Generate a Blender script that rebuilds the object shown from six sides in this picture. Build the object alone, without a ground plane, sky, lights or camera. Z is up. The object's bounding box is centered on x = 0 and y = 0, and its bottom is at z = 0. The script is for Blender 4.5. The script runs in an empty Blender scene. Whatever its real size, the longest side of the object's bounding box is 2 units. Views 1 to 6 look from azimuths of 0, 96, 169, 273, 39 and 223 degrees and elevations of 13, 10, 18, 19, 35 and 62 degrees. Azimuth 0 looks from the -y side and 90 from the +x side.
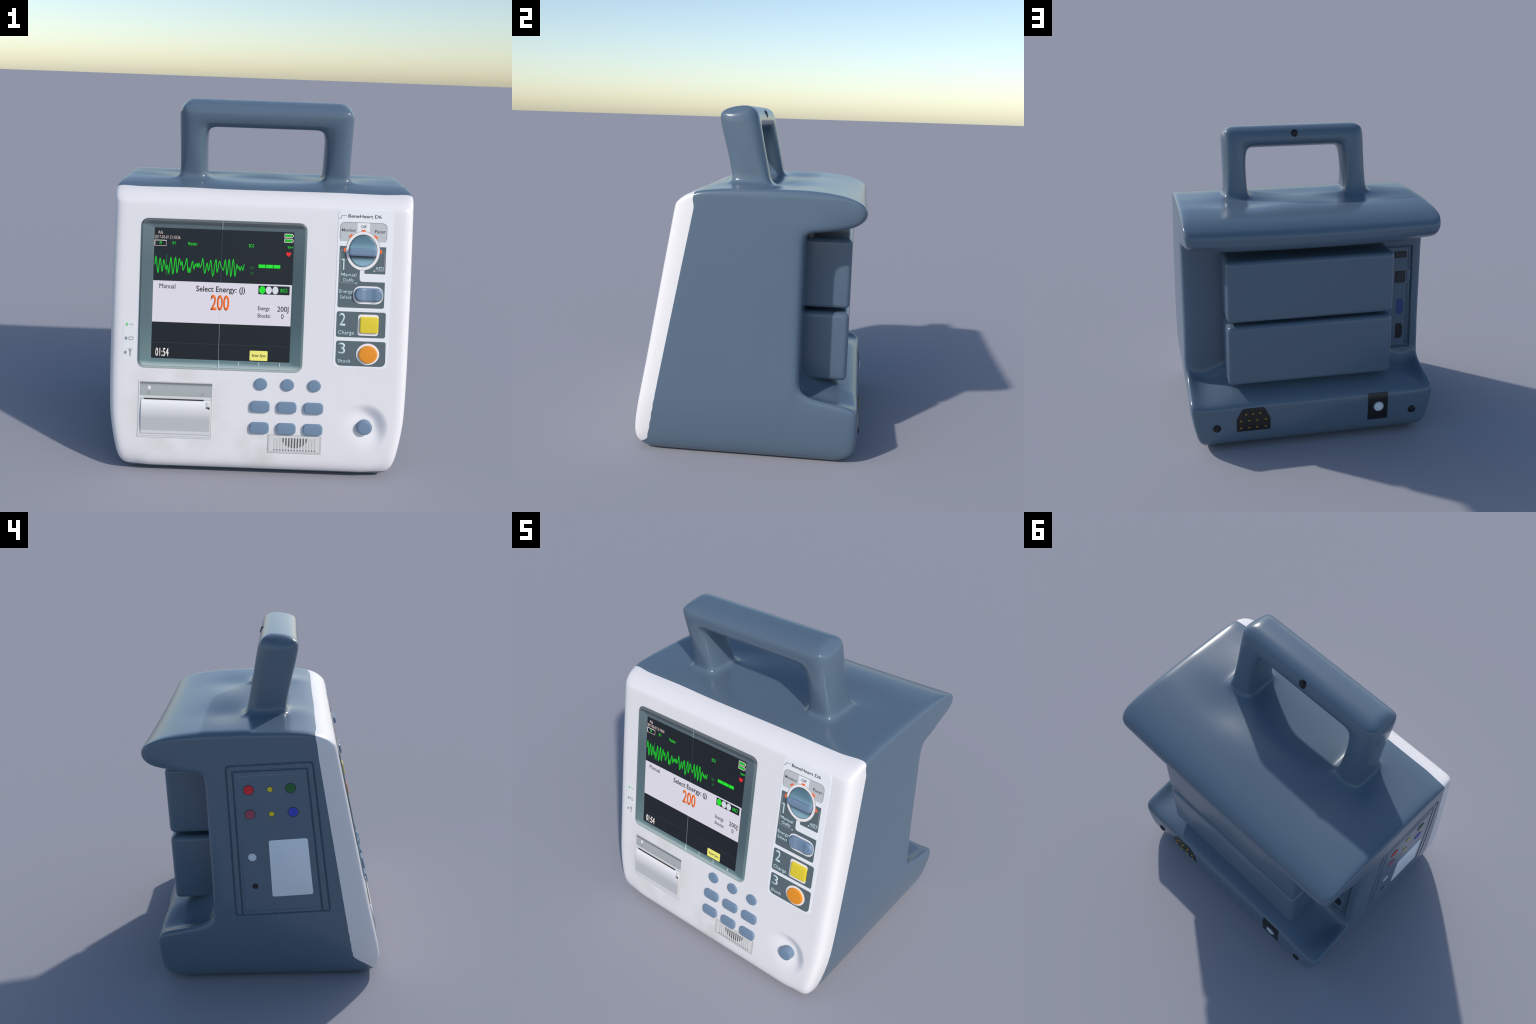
# Portable defibrillator monitor: slate-blue housing with carrying handle, white sloped front panel.
import bpy, bmesh, math, random
from mathutils import Vector
from mathutils.bvhtree import BVHTree

random.seed(7)
SCN = bpy.context.scene.collection
SLOPE = 0.1763                      # front panel leans back 10 degrees
FN = Vector((0, -0.9848, 0.1736))   # front panel normal


def sstep(a, b, t):
    t = min(max((t - a) / (b - a), 0), 1)
    return t * t * (3 - 2 * t)


def front_y(z):
    return -0.433 + (z - 1.322) * SLOPE - 0.006 * (1 - sstep(0.2, 0.62, z))


# ------------------------------------------------------------------ materials
def lin(c):
    c /= 255.0
    return c / 12.92 if c <= 0.04045 else ((c + 0.055) / 1.055) ** 2.4


K = (1.165, 1.097, 0.993)     # picture value on the sunlit front -> albedo


def rgb(r, g, b, k=(1.0, 1.0, 1.0)):
    # with a gain k given, the picture value also holds about 0.018 of gloss, taken off here
    o = 0.018 if k is K else 0.0
    return tuple(min(max((lin(c) - o) * g_, 0.003), 0.95) for c, g_ in zip((r, g, b), k)) + (1.0,)


MATS = {}


def mat(name, col, rough=0.4, metallic=0.0, coat=0.0, spec=0.5):
    """Plain plastic with a breath of noise in colour and roughness."""
    m = bpy.data.materials.new(name)
    m.use_nodes = True
    nt = m.node_tree
    b = nt.nodes['Principled BSDF']
    b.inputs['Roughness'].default_value = rough
    b.inputs['Metallic'].default_value = metallic
    b.inputs['Coat Weight'].default_value = coat
    b.inputs['Specular IOR Level'].default_value = spec
    tc = nt.nodes.new('ShaderNodeTexCoord')
    no = nt.nodes.new('ShaderNodeTexNoise')
    no.inputs['Scale'].default_value = 9.0
    no.inputs['Detail'].default_value = 4.0
    nt.links.new(tc.outputs['Object'], no.inputs['Vector'])
    mx = nt.nodes.new('ShaderNodeMix')
    mx.data_type = 'RGBA'
    mx.inputs[6].default_value = tuple(v * 0.985 for v in col[:3]) + (1,)
    mx.inputs[7].default_value = tuple(min(v * 1.015, 1) for v in col[:3]) + (1,)
    nt.links.new(no.outputs['Fac'], mx.inputs[0])
    nt.links.new(mx.outputs[2], b.inputs['Base Color'])
    MATS[name] = m
    return m


def gradient_mat(name, axis, lo, hi, stops, rough=0.4, spec=0.5):
    """Colour ramp along one object axis: highlights and shade painted into the base colour."""
    m = mat(name, (0.5, 0.5, 0.5, 1), rough, spec=spec)
    nt = m.node_tree
    b = nt.nodes['Principled BSDF']
    tc = nt.nodes.new('ShaderNodeTexCoord')
    sp = nt.nodes.new('ShaderNodeSeparateXYZ')
    mr = nt.nodes.new('ShaderNodeMapRange')
    mr.inputs['From Min'].default_value = lo
    mr.inputs['From Max'].default_value = hi
    rp = nt.nodes.new('ShaderNodeValToRGB')
    while len(rp.color_ramp.elements) < len(stops):
        rp.color_ramp.elements.new(0.5)
    for e, (p, c) in zip(rp.color_ramp.elements, stops):
        e.position = p
        e.color = c
    nt.links.new(tc.outputs['Object'], sp.inputs[0])
    nt.links.new(sp.outputs[axis], mr.inputs['Value'])
    nt.links.new(mr.outputs[0], rp.inputs[0])
    nt.links.new(rp.outputs[0], b.inputs['Base Color'])
    return m


BLUE = mat('slate_blue_plastic', rgb(90, 108, 125), 0.23)
WHITE = mat('white_plastic', rgb(217, 219, 229, K), 0.35)
BUTTON = mat('button_blue_plastic', rgb(112, 135, 163, K), 0.4)
LABEL = mat('label_white', rgb(223, 228, 238, K), 0.5)
PALE = mat('ring_white', rgb(226, 226, 234, K), 0.5)
SLATE = mat('label_slate', rgb(90, 104, 113, K), 0.5)
SILVER = mat('label_silver', rgb(184, 190, 198, K), 0.5)
INK = mat('grey_ink', rgb(88, 92, 97, K), 0.6)
INK_SOFT = mat('soft_grey_ink', rgb(140, 144, 148, K), 0.6)
ICE = mat('ice_ink', rgb(190, 212, 224, K), 0.6)
YELLOW = mat('yellow_plastic', rgb(218, 200, 62, K), 0.4)
ORANGE = mat('orange_plastic', rgb(222, 143, 48, K), 0.4)
MARK = mat('orange_mark', rgb(244, 112, 60, K), 0.5)
DARK = mat('screen_black', rgb(40, 43, 47, K), 0.4)
BAND = mat('screen_white', rgb(217, 214, 228, K), 0.5)
GREEN = mat('screen_green', rgb(36, 200, 50, K), 0.5)
GREEN_DIM = mat('screen_green_dim', rgb(40, 110, 62, K), 0.5)
GREEN_HOT = mat('screen_green_bright', rgb(44, 228, 52, K), 0.5)
RED = mat('screen_red', rgb(245, 45, 50, K), 0.5)
SCREEN_INK = mat('screen_ink', rgb(62, 60, 66, K), 0.6)
SCREEN_ORANGE = mat('screen_orange', rgb(248, 112, 46, K), 0.5)
SCREEN_TEXT = mat('screen_text', rgb(232, 226, 226, K), 0.5)
SCREEN_PINK = mat('screen_pink_text', rgb(196, 178, 178, K), 0.5)
SCREEN_LINE = mat('screen_line', rgb(58, 66, 80, K), 0.5)
LAMP = mat('screen_lamp', rgb(212, 218, 226, K), 0.5)
TAB = mat('screen_yellow_tab', rgb(238, 232, 122, K), 0.5)
BEZEL = gradient_mat('bezel_grey_teal', 2, 0.575, 1.375,  # bezel highlights baked into the ramp, brightest along the bottom lip
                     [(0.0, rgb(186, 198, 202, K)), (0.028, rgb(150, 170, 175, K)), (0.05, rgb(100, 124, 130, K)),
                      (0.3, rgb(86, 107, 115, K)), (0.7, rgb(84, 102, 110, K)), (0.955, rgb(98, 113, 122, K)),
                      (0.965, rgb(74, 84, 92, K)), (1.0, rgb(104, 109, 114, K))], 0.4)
BEZEL_RIM = mat('bezel_rim', rgb(120, 134, 140, K), 0.4)
TICK = mat('bezel_tick', rgb(190, 210, 222, K), 0.5)
PRINTER = mat('printer_grey', rgb(205, 209, 217, K), 0.45)
PRINTER_EDGE = mat('printer_edge', rgb(178, 183, 191, K), 0.5)
STRIP = gradient_mat('printer_strip', 2, 0.427, 0.498,  # strip's light and its dark upper band are painted on
                     [(0.0, rgb(160, 167, 173, K)), (0.7, rgb(164, 171, 177, K)), (0.86, rgb(150, 157, 163, K)), (0.9, rgb(112, 118, 123, K)), (1.0, rgb(120, 127, 132, K))], 0.5)
DOOR = gradient_mat('printer_door', 2, 0.225, 0.411,  # sheen on the door's upper roll drawn in colour, lower part darkened
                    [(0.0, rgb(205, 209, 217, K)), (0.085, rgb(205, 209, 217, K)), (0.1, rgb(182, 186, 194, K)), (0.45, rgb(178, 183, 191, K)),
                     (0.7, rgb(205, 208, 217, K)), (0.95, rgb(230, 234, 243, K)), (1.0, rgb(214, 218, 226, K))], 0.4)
SLOT = mat('slot_brown', rgb(62, 58, 56, K), 0.6)
GRILLE = mat('grille_grey', rgb(203, 206, 212, K), 0.5)
GRILLE_SHADE = mat('grille_shade', rgb(186, 189, 196, K), 0.5)
GRILLE_SLOT = mat('grille_slot', rgb(92, 94, 98, K), 0.6)
DIAL = gradient_mat('dial_teal', 2, 1.155, 1.322,  # teal lightened for highlights, with a shade band painted across the middle
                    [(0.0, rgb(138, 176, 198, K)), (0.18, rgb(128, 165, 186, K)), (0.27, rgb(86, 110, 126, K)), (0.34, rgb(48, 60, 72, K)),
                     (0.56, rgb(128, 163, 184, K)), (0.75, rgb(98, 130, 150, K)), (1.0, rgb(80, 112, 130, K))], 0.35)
BLACK = mat('black_plastic', rgb(20, 21, 24), 0.35)
SCREW = mat('black_steel', rgb(18, 18, 20), 0.3, metallic=0.4)
GOLD = mat('gold_pin', rgb(186, 148, 40), 0.35, metallic=0.6)
PEARL = mat('jack_white', rgb(222, 230, 238), 0.35)
PEARL_EDGE = mat('jack_grey', rgb(150, 160, 172), 0.4)
HATCH = mat('hatch_pale_blue', rgb(230, 236, 243), 0.4)
SOCKET_DRAWN_SHADE = mat('socket_drawn_shade', rgb(54, 68, 82), 0.5)  # dark colour for hole shading, modelled as a raised ring; also colours the pins
SOCKET_RED = mat('socket_red', rgb(235, 22, 42), 0.45)
SOCKET_ROSE = mat('socket_rose', rgb(170, 72, 92), 0.45)
SOCKET_GREEN = mat('socket_green', rgb(24, 104, 36), 0.45)
SOCKET_BLUE = mat('socket_blue', rgb(52, 66, 200), 0.45)
SOCKET_YELLOW = mat('socket_yellow', rgb(225, 200, 28), 0.45)
PORT_BLUE = mat('port_blue', rgb(52, 72, 128), 0.5)
PORT_DARK = mat('port_dark', rgb(44, 48, 54), 0.5)
PORT_PIN = mat('port_pin_blue', rgb(66, 88, 160), 0.5)
SCRATCH = mat('scratch_pale', rgb(128, 144, 164), 0.4)
LED_GREEN = mat('led_green', rgb(128, 205, 148, K), 0.4)
LED_GREY = mat('led_grey', rgb(132, 146, 158, K), 0.4)


def soil_white():
    """Soft grey handling stains near the printer and grille, and fine scuffs on the right flank."""
    nt = WHITE.node_tree
    N, Lk = nt.nodes, nt.links
    b = N['Principled BSDF']
    base = b.inputs['Base Color'].links[0].from_socket
    tc = N.new('ShaderNodeTexCoord')

    def math_node(op, a, c=None, clamp=False):
        m = N.new('ShaderNodeMath')
        m.operation = op
        m.use_clamp = clamp
        for i, v in enumerate((a, c)):
            if v is None:
                continue
            if isinstance(v, (int, float)):
                m.inputs[i].default_value = v
            else:
                Lk.new(v, m.inputs[i])
        return m.outputs[0]

    def noise(scale, detail=2.0):
        n = N.new('ShaderNodeTexNoise')
        n.inputs['Scale'].default_value = scale
        n.inputs['Detail'].default_value = detail
        Lk.new(tc.outputs['Object'], n.inputs['Vector'])
        return n.outputs['Fac']

    def near(p, r):
        d = N.new('ShaderNodeVectorMath')
        d.operation = 'DISTANCE'
        d.inputs[1].default_value = p
        Lk.new(tc.outputs['Object'], d.inputs[0])
        m = N.new('ShaderNodeMapRange')
        m.interpolation_type = 'SMOOTHSTEP'
        m.inputs['From Min'].default_value = r
        m.inputs['From Max'].default_value = r * 0.4
        Lk.new(d.outputs['Value'], m.inputs['Value'])
        return m.outputs[0]

    blotch = math_node('MULTIPLY', math_node('SUBTRACT', noise(7.0), 0.36, True), 4.0, True)
    zone = math_node('MAXIMUM', near((-0.44, front_y(0.36), 0.36), 0.36), near((0.02, front_y(0.17), 0.17), 0.17))
    stain = math_node('MULTIPLY', math_node('MULTIPLY', blotch, zone), 0.55)
    speck = math_node('GREATER_THAN', noise(46.0, 1.5), 0.71)
    flank = math_node('MAXIMUM', near((0.80, -0.36, 1.33), 0.13), math_node('MULTIPLY', near((0.81, -0.48, 0.85), 0.42), 0.6))
    sx = N.new('ShaderNodeSeparateXYZ')
    Lk.new(tc.outputs['Object'], sx.inputs[0])
    side = math_node('GREATER_THAN', sx.outputs[0], 0.802)
    scuff = math_node('MULTIPLY', math_node('MULTIPLY', math_node('MULTIPLY', speck, side), flank), 0.35)
    for fac, col in ((stain, rgb(196, 198, 198, K)), (scuff, rgb(176, 180, 184, K))):
        mx = N.new('ShaderNodeMix')
        mx.data_type = 'RGBA'
        Lk.new(fac, mx.inputs[0])
        Lk.new(base, mx.inputs[6])
        mx.inputs[7].default_value = col
        base = mx.outputs[2]
    Lk.new(base, b.inputs['Base Color'])


soil_white()

# ------------------------------------------------------------------ scene tree
ROOT = bpy.data.objects.new('defibrillator_monitor', None)
SCN.objects.link(ROOT)
ROOT['label'] = 'slate blue portable defibrillator with white sloped front, screen and carrying handle'
ROOT['category'] = 'medical device'


def new_obj(name, bm, material, parent=ROOT, smooth=True):
    me = bpy.data.meshes.new(name)
    bm.to_mesh(me)
    bm.free()
    me.materials.append(material)
    ob = bpy.data.objects.new(name, me)
    SCN.objects.link(ob)
    ob.parent = parent
    if smooth:
        me.polygons.foreach_set('use_smooth', [True] * len(me.polygons))
        me.set_sharp_from_angle(angle=math.radians(38))
    return ob


# ------------------------------------------------------------------ 2D outlines
def rrect(x0, x1, z0, z1, r=0.0, n=6):
    x0, x1 = min(x0, x1), max(x0, x1)
    z0, z1 = min(z0, z1), max(z0, z1)
    if r <= 0:
        return [(x0, z0), (x1, z0), (x1, z1), (x0, z1)]
    return rpoly([(x0, z0), (x1, z0), (x1, z1), (x0, z1)], r, n)


def rpoly(pts, r, n=6):
    """Polygon with rounded corners; r is one radius or one per corner."""
    rs = r if isinstance(r, (list, tuple)) else [r] * len(pts)
    out = []
    for i, p in enumerate(pts):
        p = Vector(p)
        a = (Vector(pts[i - 1]) - p)
        b = (Vector(pts[(i + 1) % len(pts)]) - p)
        if rs[i] <= 0:
            out.append((p.x, p.y))
            continue
        ang = a.angle(b)
        d = min(rs[i] / math.tan(ang / 2), a.length * 0.5, b.length * 0.5)
        s, e = p + a.normalized() * d, p + b.normalized() * d
        for t in range(n + 1):
            t /= n
            q = s * (1 - t) ** 2 * 1.0 + p * 2 * t * (1 - t) + e * t * t
            # pull the quadratic a little toward a true arc
            out.append((q.x, q.y))
    return out


def ellipse(cx, cz, rx, rz, n=48):
    return [(cx + rx * math.cos(2 * math.pi * i / n), cz + rz * math.sin(2 * math.pi * i / n)) for i in range(n)]


def area(poly):
    return sum(a[0] * b[1] - b[0] * a[1] for a, b in zip(poly, poly[1:] + poly[:1])) / 2


def inset(poly, d):
    if d == 0:
        return poly
    if area(poly) < 0:
        d = -d
    n, out = len(poly), []
    for i in range(n):
        p0, p, p1 = Vector(poly[i - 1]), Vector(poly[i]), Vector(poly[(i + 1) % n])
        e0, e1 = (p - p0), (p1 - p)
        n0 = Vector((-e0.y, e0.x)).normalized() if e0.length > 1e-9 else Vector((0, 0))
        n1 = Vector((-e1.y, e1.x)).normalized() if e1.length > 1e-9 else Vector((0, 0))
        m = (n0 + n1)
        m = m / max(m.dot(m) / 2, 0.3) if m.length > 1e-9 else n0
        q = p + m * d
        out.append((q.x, q.y))
    return out


def seg_dist(p, a, b):
    p, a, b = Vector(p), Vector(a), Vector(b)
    d = b - a
    t = min(max((p - a).dot(d) / d.dot(d), 0), 1)
    return (p - a - d * t).length


def poly_sd(p, poly):
    """Signed distance to a polygon, negative inside."""
    d = min(seg_dist(p, a, b) for a, b in zip(poly, poly[1:] + poly[:1]))
    inside = False
    for (x0, y0), (x1, y1) in zip(poly, poly[1:] + poly[:1]):
        if (y0 > p[1]) != (y1 > p[1]) and p[0] < (x1 - x0) * (p[1] - y0) / (y1 - y0) + x0:
            inside = not inside
    return -d if inside else d


MOD_OUT = rpoly([(0.186, 1.371), (-0.279, 1.381), (-0.355, 0.487), (0.180, 0.467)], [0.02, 0.02, 0.004, 0.004], 4)
PORT = rpoly([(-0.48, 1.229), (-0.745, 1.229), (-0.754, 0.478), (-0.48, 0.484)], [0, 0.02, 0.02, 0], 4)


def module_hole(p):
    """Opening in the left flank for the sensor module."""
    if p.x > -0.7 or not (-0.42 < p.y < 0.25 and 0.42 < p.z < 1.43):
        return 1.0
    return poly_sd((p.y, p.z), MOD_OUT) - 0.006


def port_hole(p):
    """Opening in the recess wall for the port strip."""
    if not (-0.80 < p.x < -0.45 and 0.2 < p.y < 0.42 and 0.43 < p.z < 1.27):
        return 1.0
    return poly_sd((p.x, p.z), PORT) - 0.006


# ------------------------------------------------------------------ body: lattice cage + subdivision
XH = [0.0, 0.14, 0.265, 0.331, 0.380, 0.434, 0.487, 0.55, 0.67, 0.75, 0.822]
XS = [-v for v in XH[:0:-1]] + XH
YS = [None, None, None, -0.195, -0.142, -0.075, 0.015, 0.082, 0.15, 0.235, 0.31, 0.39, 0.56, 0.65]
FRONT_OFF = [0.0, 0.06, 0.13]
ZS = [0.0, 0.055, 0.125, 0.27, 0.35, 0.53, 0.70, 0.95, 1.24, 1.33, 1.40, 1.455, 1.51, 1.56,
      1.615, 1.73, 1.854, 1.896, 1.948, 1.998]
NX, NY, NZ = len(XS), len(YS), len(ZS)
K_FLOOR, K_FLANGE, K_TOP, K_BAR = 4, 9, 13, 16
J_WALL, J_H0, J_H1 = 10, 4, 7


def lerp_table(t, tab):
    if t <= tab[0][0]:
        return tab[0][1]
    for (a, va), (b, vb) in zip(tab, tab[1:]):
        if t <= b:
            return va + (vb - va) * (t - a) / (b - a)
    return tab[-1][1]


WIDTH = [(0, 0.715), (0.055, 0.76), (0.16, 0.793), (0.28, 0.810), (0.4, 0.820), (1.0, 0.822), (1.56, 0.816)]
TOPZ = [(-0.362, 1.503), (-0.315, 1.525), (-0.25, 1.540), (-0.14, 1.551), (0.08, 1.558), (0.31, 1.558), (0.42, 1.551), (0.52, 1.538), (0.60, 1.508)]
NOSE = {9: (0.60, 1.368), 10: (0.637, 1.40), 11: (0.648, 1.445), 12: (0.636, 1.485), 13: (0.595, 1.515)}


def filled(i, j, k):
    xc = abs((XS[i] + XS[i + 1]) / 2)
    if k < K_TOP:
        return not (j >= J_WALL and K_FLOOR <= k < K_FLANGE)
    if not (J_H0 <= j < J_H1):
        return False
    if 0.331 < xc < 0.487:
        return True
    return k >= K_BAR and xc < 0.331


def cage_point(i, j, k):
    x, z = XS[i], ZS[k]
    if k > K_TOP:                                   # handle, leaning forward
        y = YS[j]
        yc = -0.03
        # round the section: pull its corner rails inward
        ax = abs(x)
        px = 1 if ax > 0.48 else (-1 if 0.32 < ax < 0.34 and k < K_BAR else 0)
        py = 1 if j == J_H1 else (-1 if j == J_H0 else 0)
        pz = 1 if k == NZ - 1 else (-1 if k == K_BAR and ax < 0.34 else 0)
        if abs(px) + abs(py) + abs(pz) >= 2:
            c = 0.0185 if k > K_TOP + 1 else 0.012
            ax -= px * c * (1.3 if pz > 0 else 1)
            x = math.copysign(ax, x)
            y -= py * c * 1.15
            z -= pz * c * (1.4 if px else 1)
        if k >= K_BAR:
            z += 0.17 * (y - yc)
        y += -0.235 * (ZS[k] - 1.57)
        return Vector((x, y, z))
    # depth
    if j < 3:
        y = front_y(z) + FRONT_OFF[j]
    else:
        y = YS[j]
    if k == 0:
        y = [-0.582, -0.52, -0.45][j] if j < 3 else (0.53 if j == NY - 1 else min(y, 0.47))
    elif k == 1:
        z = 0.05
        if j == 0:
            y = -0.653 if abs(x) < 0.7 else -0.636
        if j == NY - 1:
            y = 0.632
    # top of the shell
    if k == K_TOP:
        if j < 3:
            y = [-0.362, -0.312, -0.25][j]
        if j == NY - 2:
            y = 0.52
        if j == NY - 1:
            y = NOSE[K_TOP][0]
        z = lerp_table(y, TOPZ)
        # the skin swells a little round each handle foot
        z += 0.012 * math.exp(-((abs(x) - 0.406) / 0.13) ** 2 - ((y + 0.12) / 0.14) ** 2)
        # and dips behind the feet and between them
        z -= 0.018 * math.exp(-((abs(x) - 0.38) / 0.20) ** 2 - ((y - 0.20) / 0.12) ** 2)
        z -= 0.010 * math.exp(-(x / 0.26) ** 2 - (y / 0.14) ** 2)
    elif k == K_TOP - 1 and j < 2:
        z = [1.468, 1.485][j]
        y = front_y(z) + FRONT_OFF[j] + (0.007 if j == 0 else 0)
    # flange nose
    if j == NY - 1 and K_FLANGE <= k < K_TOP:
        y, z = NOSE[k]
    if k == K_FLANGE and j >= J_WALL and j < NY - 1:
        z = lerp_table(y, [(0.3, 1.325), (0.36, 1.33), (0.56, 1.342)])
    if k >= K_FLANGE:                               # overhang sags in the middle
        z -= (0.010 if k == K_TOP else 0.017) * (1 - (x / 0.82) ** 2) * sstep(0.15, 0.6, y)
    # the overhang tip tapers at its lower side corners
    if j >= NY - 2 and K_FLANGE <= k <= K_FLANGE + 1 and abs(x) > 0.6:
        pinch = 1 if k == K_FLANGE else 0.4
        x *= 1 - 0.035 * pinch
        z += 0.012 * pinch
    # tray floor, with raised rims at both sides
    if k == K_FLOOR and j >= J_WALL:
        if abs(x) > 0.80:
            z = lerp_table(y, [(0.3, 0.47), (0.39, 0.42), (0.56, 0.388), (0.65, 0.352)])
        else:
            t = sstep(0.50, 0.66, abs(x))
            z = (1 - t) * lerp_table(y, [(0.3, 0.505), (0.39, 0.438), (0.56, 0.375), (0.65, 0.33)]) \
                + t * lerp_table(y, [(0.3, 0.41), (0.39, 0.365), (0.56, 0.348), (0.65, 0.335)])
    # plan width: narrower near the ground and toward the back
    if abs(x) > 0.6:
        w = lerp_table(z, WIDTH)
        t = min(max(y / 0.65, 0), 1)
        w *= 1 - (0.010 if z > 1.3 else 0.042 if z > 0.55 else -0.004) * t * t
        if j == 0:
            w -= 0.021
        if j == 1:
            w -= 0.004
        x = x * w / 0.822
    return Vector((x, y, z))


def build_cage():
    bm = bmesh.new()
    verts = {}

    def vert(i, j, k):
        key = (i, j, k)
        if key not in verts:
            verts[key] = bm.verts.new(cage_point(i, j, k))
        return verts[key]

    def solid(i, j, k):
        return 0 <= i < NX - 1 and 0 <= j < NY - 1 and 0 <= k < NZ - 1 and filled(i, j, k)

    for i in range(NX - 1):
        for j in range(NY - 1):
            for k in range(NZ - 1):
                if not filled(i, j, k):
                    continue
                c = [(i, j, k), (i + 1, j, k), (i + 1, j + 1, k), (i, j + 1, k),
                     (i, j, k + 1), (i + 1, j, k + 1), (i + 1, j + 1, k + 1), (i, j + 1, k + 1)]
                for (di, dj, dk), q in (((-1, 0, 0), (0, 4, 7, 3)), ((1, 0, 0), (1, 2, 6, 5)),
                                        ((0, -1, 0), (0, 1, 5, 4)), ((0, 1, 0), (3, 7, 6, 2)),
                                        ((0, 0, -1), (0, 3, 2, 1)), ((0, 0, 1), (4, 5, 6, 7))):
                    if not solid(i + di, j + dj, k + dk):
                        bm.faces.new([vert(*c[n]) for n in q])
    return bm


KNOB = (0.586, 0.296)


def knob_hollow(x, z):
    """Thumb hollow round the rotary knob: steep wall up and right, running out down and left."""
    a, b = x - KNOB[0], (z - KNOB[1]) * 1.015
    r = math.hypot(a, b)
    u = (0.8 * a + 0.6 * b)
    s = sstep(-0.07, 0.06, u)
    return 0.026 * (1 - sstep(-0.03 + 0.085 * s, 0.17 - 0.04 * s, r)) * sstep(-0.15, 0.07, u)


def white_field(p):
    """Negative on the white front shell, positive on the blue housing."""
    x, y, z = p
    border = -0.295 - (1.523 - z) * (0.167 + 0.035 * x)
    border += 0.011 * sstep(0.66, 0.8, abs(x)) * sstep(1.40, 1.51, z) - 0.012 * sstep(1.4, 1.5, z)
    border += 0.0012 * math.sin(x * 9.0) * sstep(1.4, 1.5, z)
    border += 0.0015 * math.sin(z * 95) * sstep(0.42, 0.3, z) if z < 0.42 else 0
    border += 0.016 * sstep(0.70, 0.80, x) * (1 - sstep(1.44, 1.50, z))
    f = y - border
    zb = 0.014 + (y + 0.655) * (0.85 if x < 0 else 0.7)
    zb += 0.003 * math.sin(y * 60 + x * 3)
    return max(f, (zb - z) * 0.8)


def cut(bm, field):
    """Insert an edge line along the zero of a scalar field."""
    val = {v: field(v.co) for v in bm.verts}
    for v in val:
        if abs(val[v]) < 4e-4:
            val[v] = 0.0
    new = [v for v in val if val[v] == 0.0]
    for e in list(bm.edges):
        a, b = e.verts
        if val[a] * val[b] < 0:
            t = val[a] / (val[a] - val[b])
            _, nv = bmesh.utils.edge_split(e, a, t)
            val[nv] = 0.0
            new.append(nv)
    marked = set(new)
    for f in list(bm.faces):
        zs = [v for v in f.verts if v in marked]
        if len(zs) < 2:
            continue
        if not (any(val.get(v, 0) > 0 for v in f.verts) and any(val.get(v, 0) < 0 for v in f.verts)):
            continue
        done = False
        for p in range(len(zs)):
            for q in range(p + 1, len(zs)):
                if done:
                    break
                try:
                    if bmesh.utils.face_split(f, zs[p], zs[q]):
                        done = True
                except ValueError:
                    pass
    return val


def build_body():
    bm = build_cage()
    me = bpy.data.meshes.new('body_cage')
    bm.to_mesh(me)
    bm.free()
    ob = bpy.data.objects.new('body_cage', me)
    SCN.objects.link(ob)
    sub = ob.modifiers.new('sub', 'SUBSURF')
    sub.levels = sub.render_levels = 3
    dg = bpy.context.evaluated_depsgraph_get()
    ev = ob.evaluated_get(dg)
    bm = bmesh.new()
    bm.from_mesh(ev.to_mesh())
    bpy.data.objects.remove(ob)
    # finer mesh where the thumb hollow is pressed in
    for _ in range(2):
        es = [e for e in bm.edges if all(abs(v.co.x - KNOB[0]) < 0.19 and abs(v.co.z - KNOB[1]) < 0.19 and v.co.y < -0.45
                                         for v in e.verts)]
        bmesh.ops.subdivide_edges(bm, edges=es, cuts=1, use_grid_fill=True)
    for v in bm.verts:
        if v.co.y < -0.4:
            d = knob_hollow(v.co.x, v.co.z)
            if d > 0:
                v.co -= FN * d
    bm.verts.ensure_lookup_table()
    cut(bm, white_field)
    cut(bm, lambda p: p.z - 1.592 if -0.25 < p.y < 0.2 and p.z > 1.5 else -1.0)
    bm.normal_update()
    tree = BVHTree.FromBMesh(bm)
    cut(bm, module_hole)
    cut(bm, port_hole)
    bmesh.ops.delete(bm, geom=[f for f in bm.faces if module_hole(f.calc_center_median()) < 0 or port_hole(f.calc_center_median()) < 0],
                     context='FACES')
    parts = {'front_panel': [], 'housing': [], 'handle': []}
    for f in bm.faces:
        c = f.calc_center_median()
        if c.z > 1.592:
            parts['handle'].append(f)
        elif white_field(c) < 0:
            parts['front_panel'].append(f)
        else:
            parts['housing'].append(f)
    for name, faces in parts.items():
        idx, co, nr, fs = {}, [], [], []
        for f in faces:
            ring = []
            for v in f.verts:
                if v not in idx:
                    idx[v] = len(co)
                    co.append(v.co.copy())
                    nr.append(v.normal.copy())
                ring.append(idx[v])
            fs.append(ring)
        m = bpy.data.meshes.new(name)
        m.from_pydata(co, [], fs)
        m.polygons.foreach_set('use_smooth', [True] * len(m.polygons))
        m.normals_split_custom_set_from_vertices(nr)
        m.materials.append(WHITE if name == 'front_panel' else BLUE)
        o = bpy.data.objects.new(name, m)
        SCN.objects.link(o)
        o.parent = ROOT
        parts[name] = o
    bm.free()
    return tree, parts


TREE, PARTS = build_body()


# ------------------------------------------------------------------ surface frames
class Frame:
    """Places (a, b, height) on a face of the shell."""

    def __init__(self, origin, n, lift=0.0):
        self.origin, self.n, self.lift = origin, Vector(n).normalized(), lift

    def __call__(self, a, b, h=0.0):
        o, d = self.origin(a, b)
        hit = TREE.ray_cast(o, d)[0]
        return hit + self.n * (h + self.lift)


class FlatFront:
    n = FN

    def __call__(self, x, z, h=0.0):
        return Vector((x, front_y(z), z)) + FN * h


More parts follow.
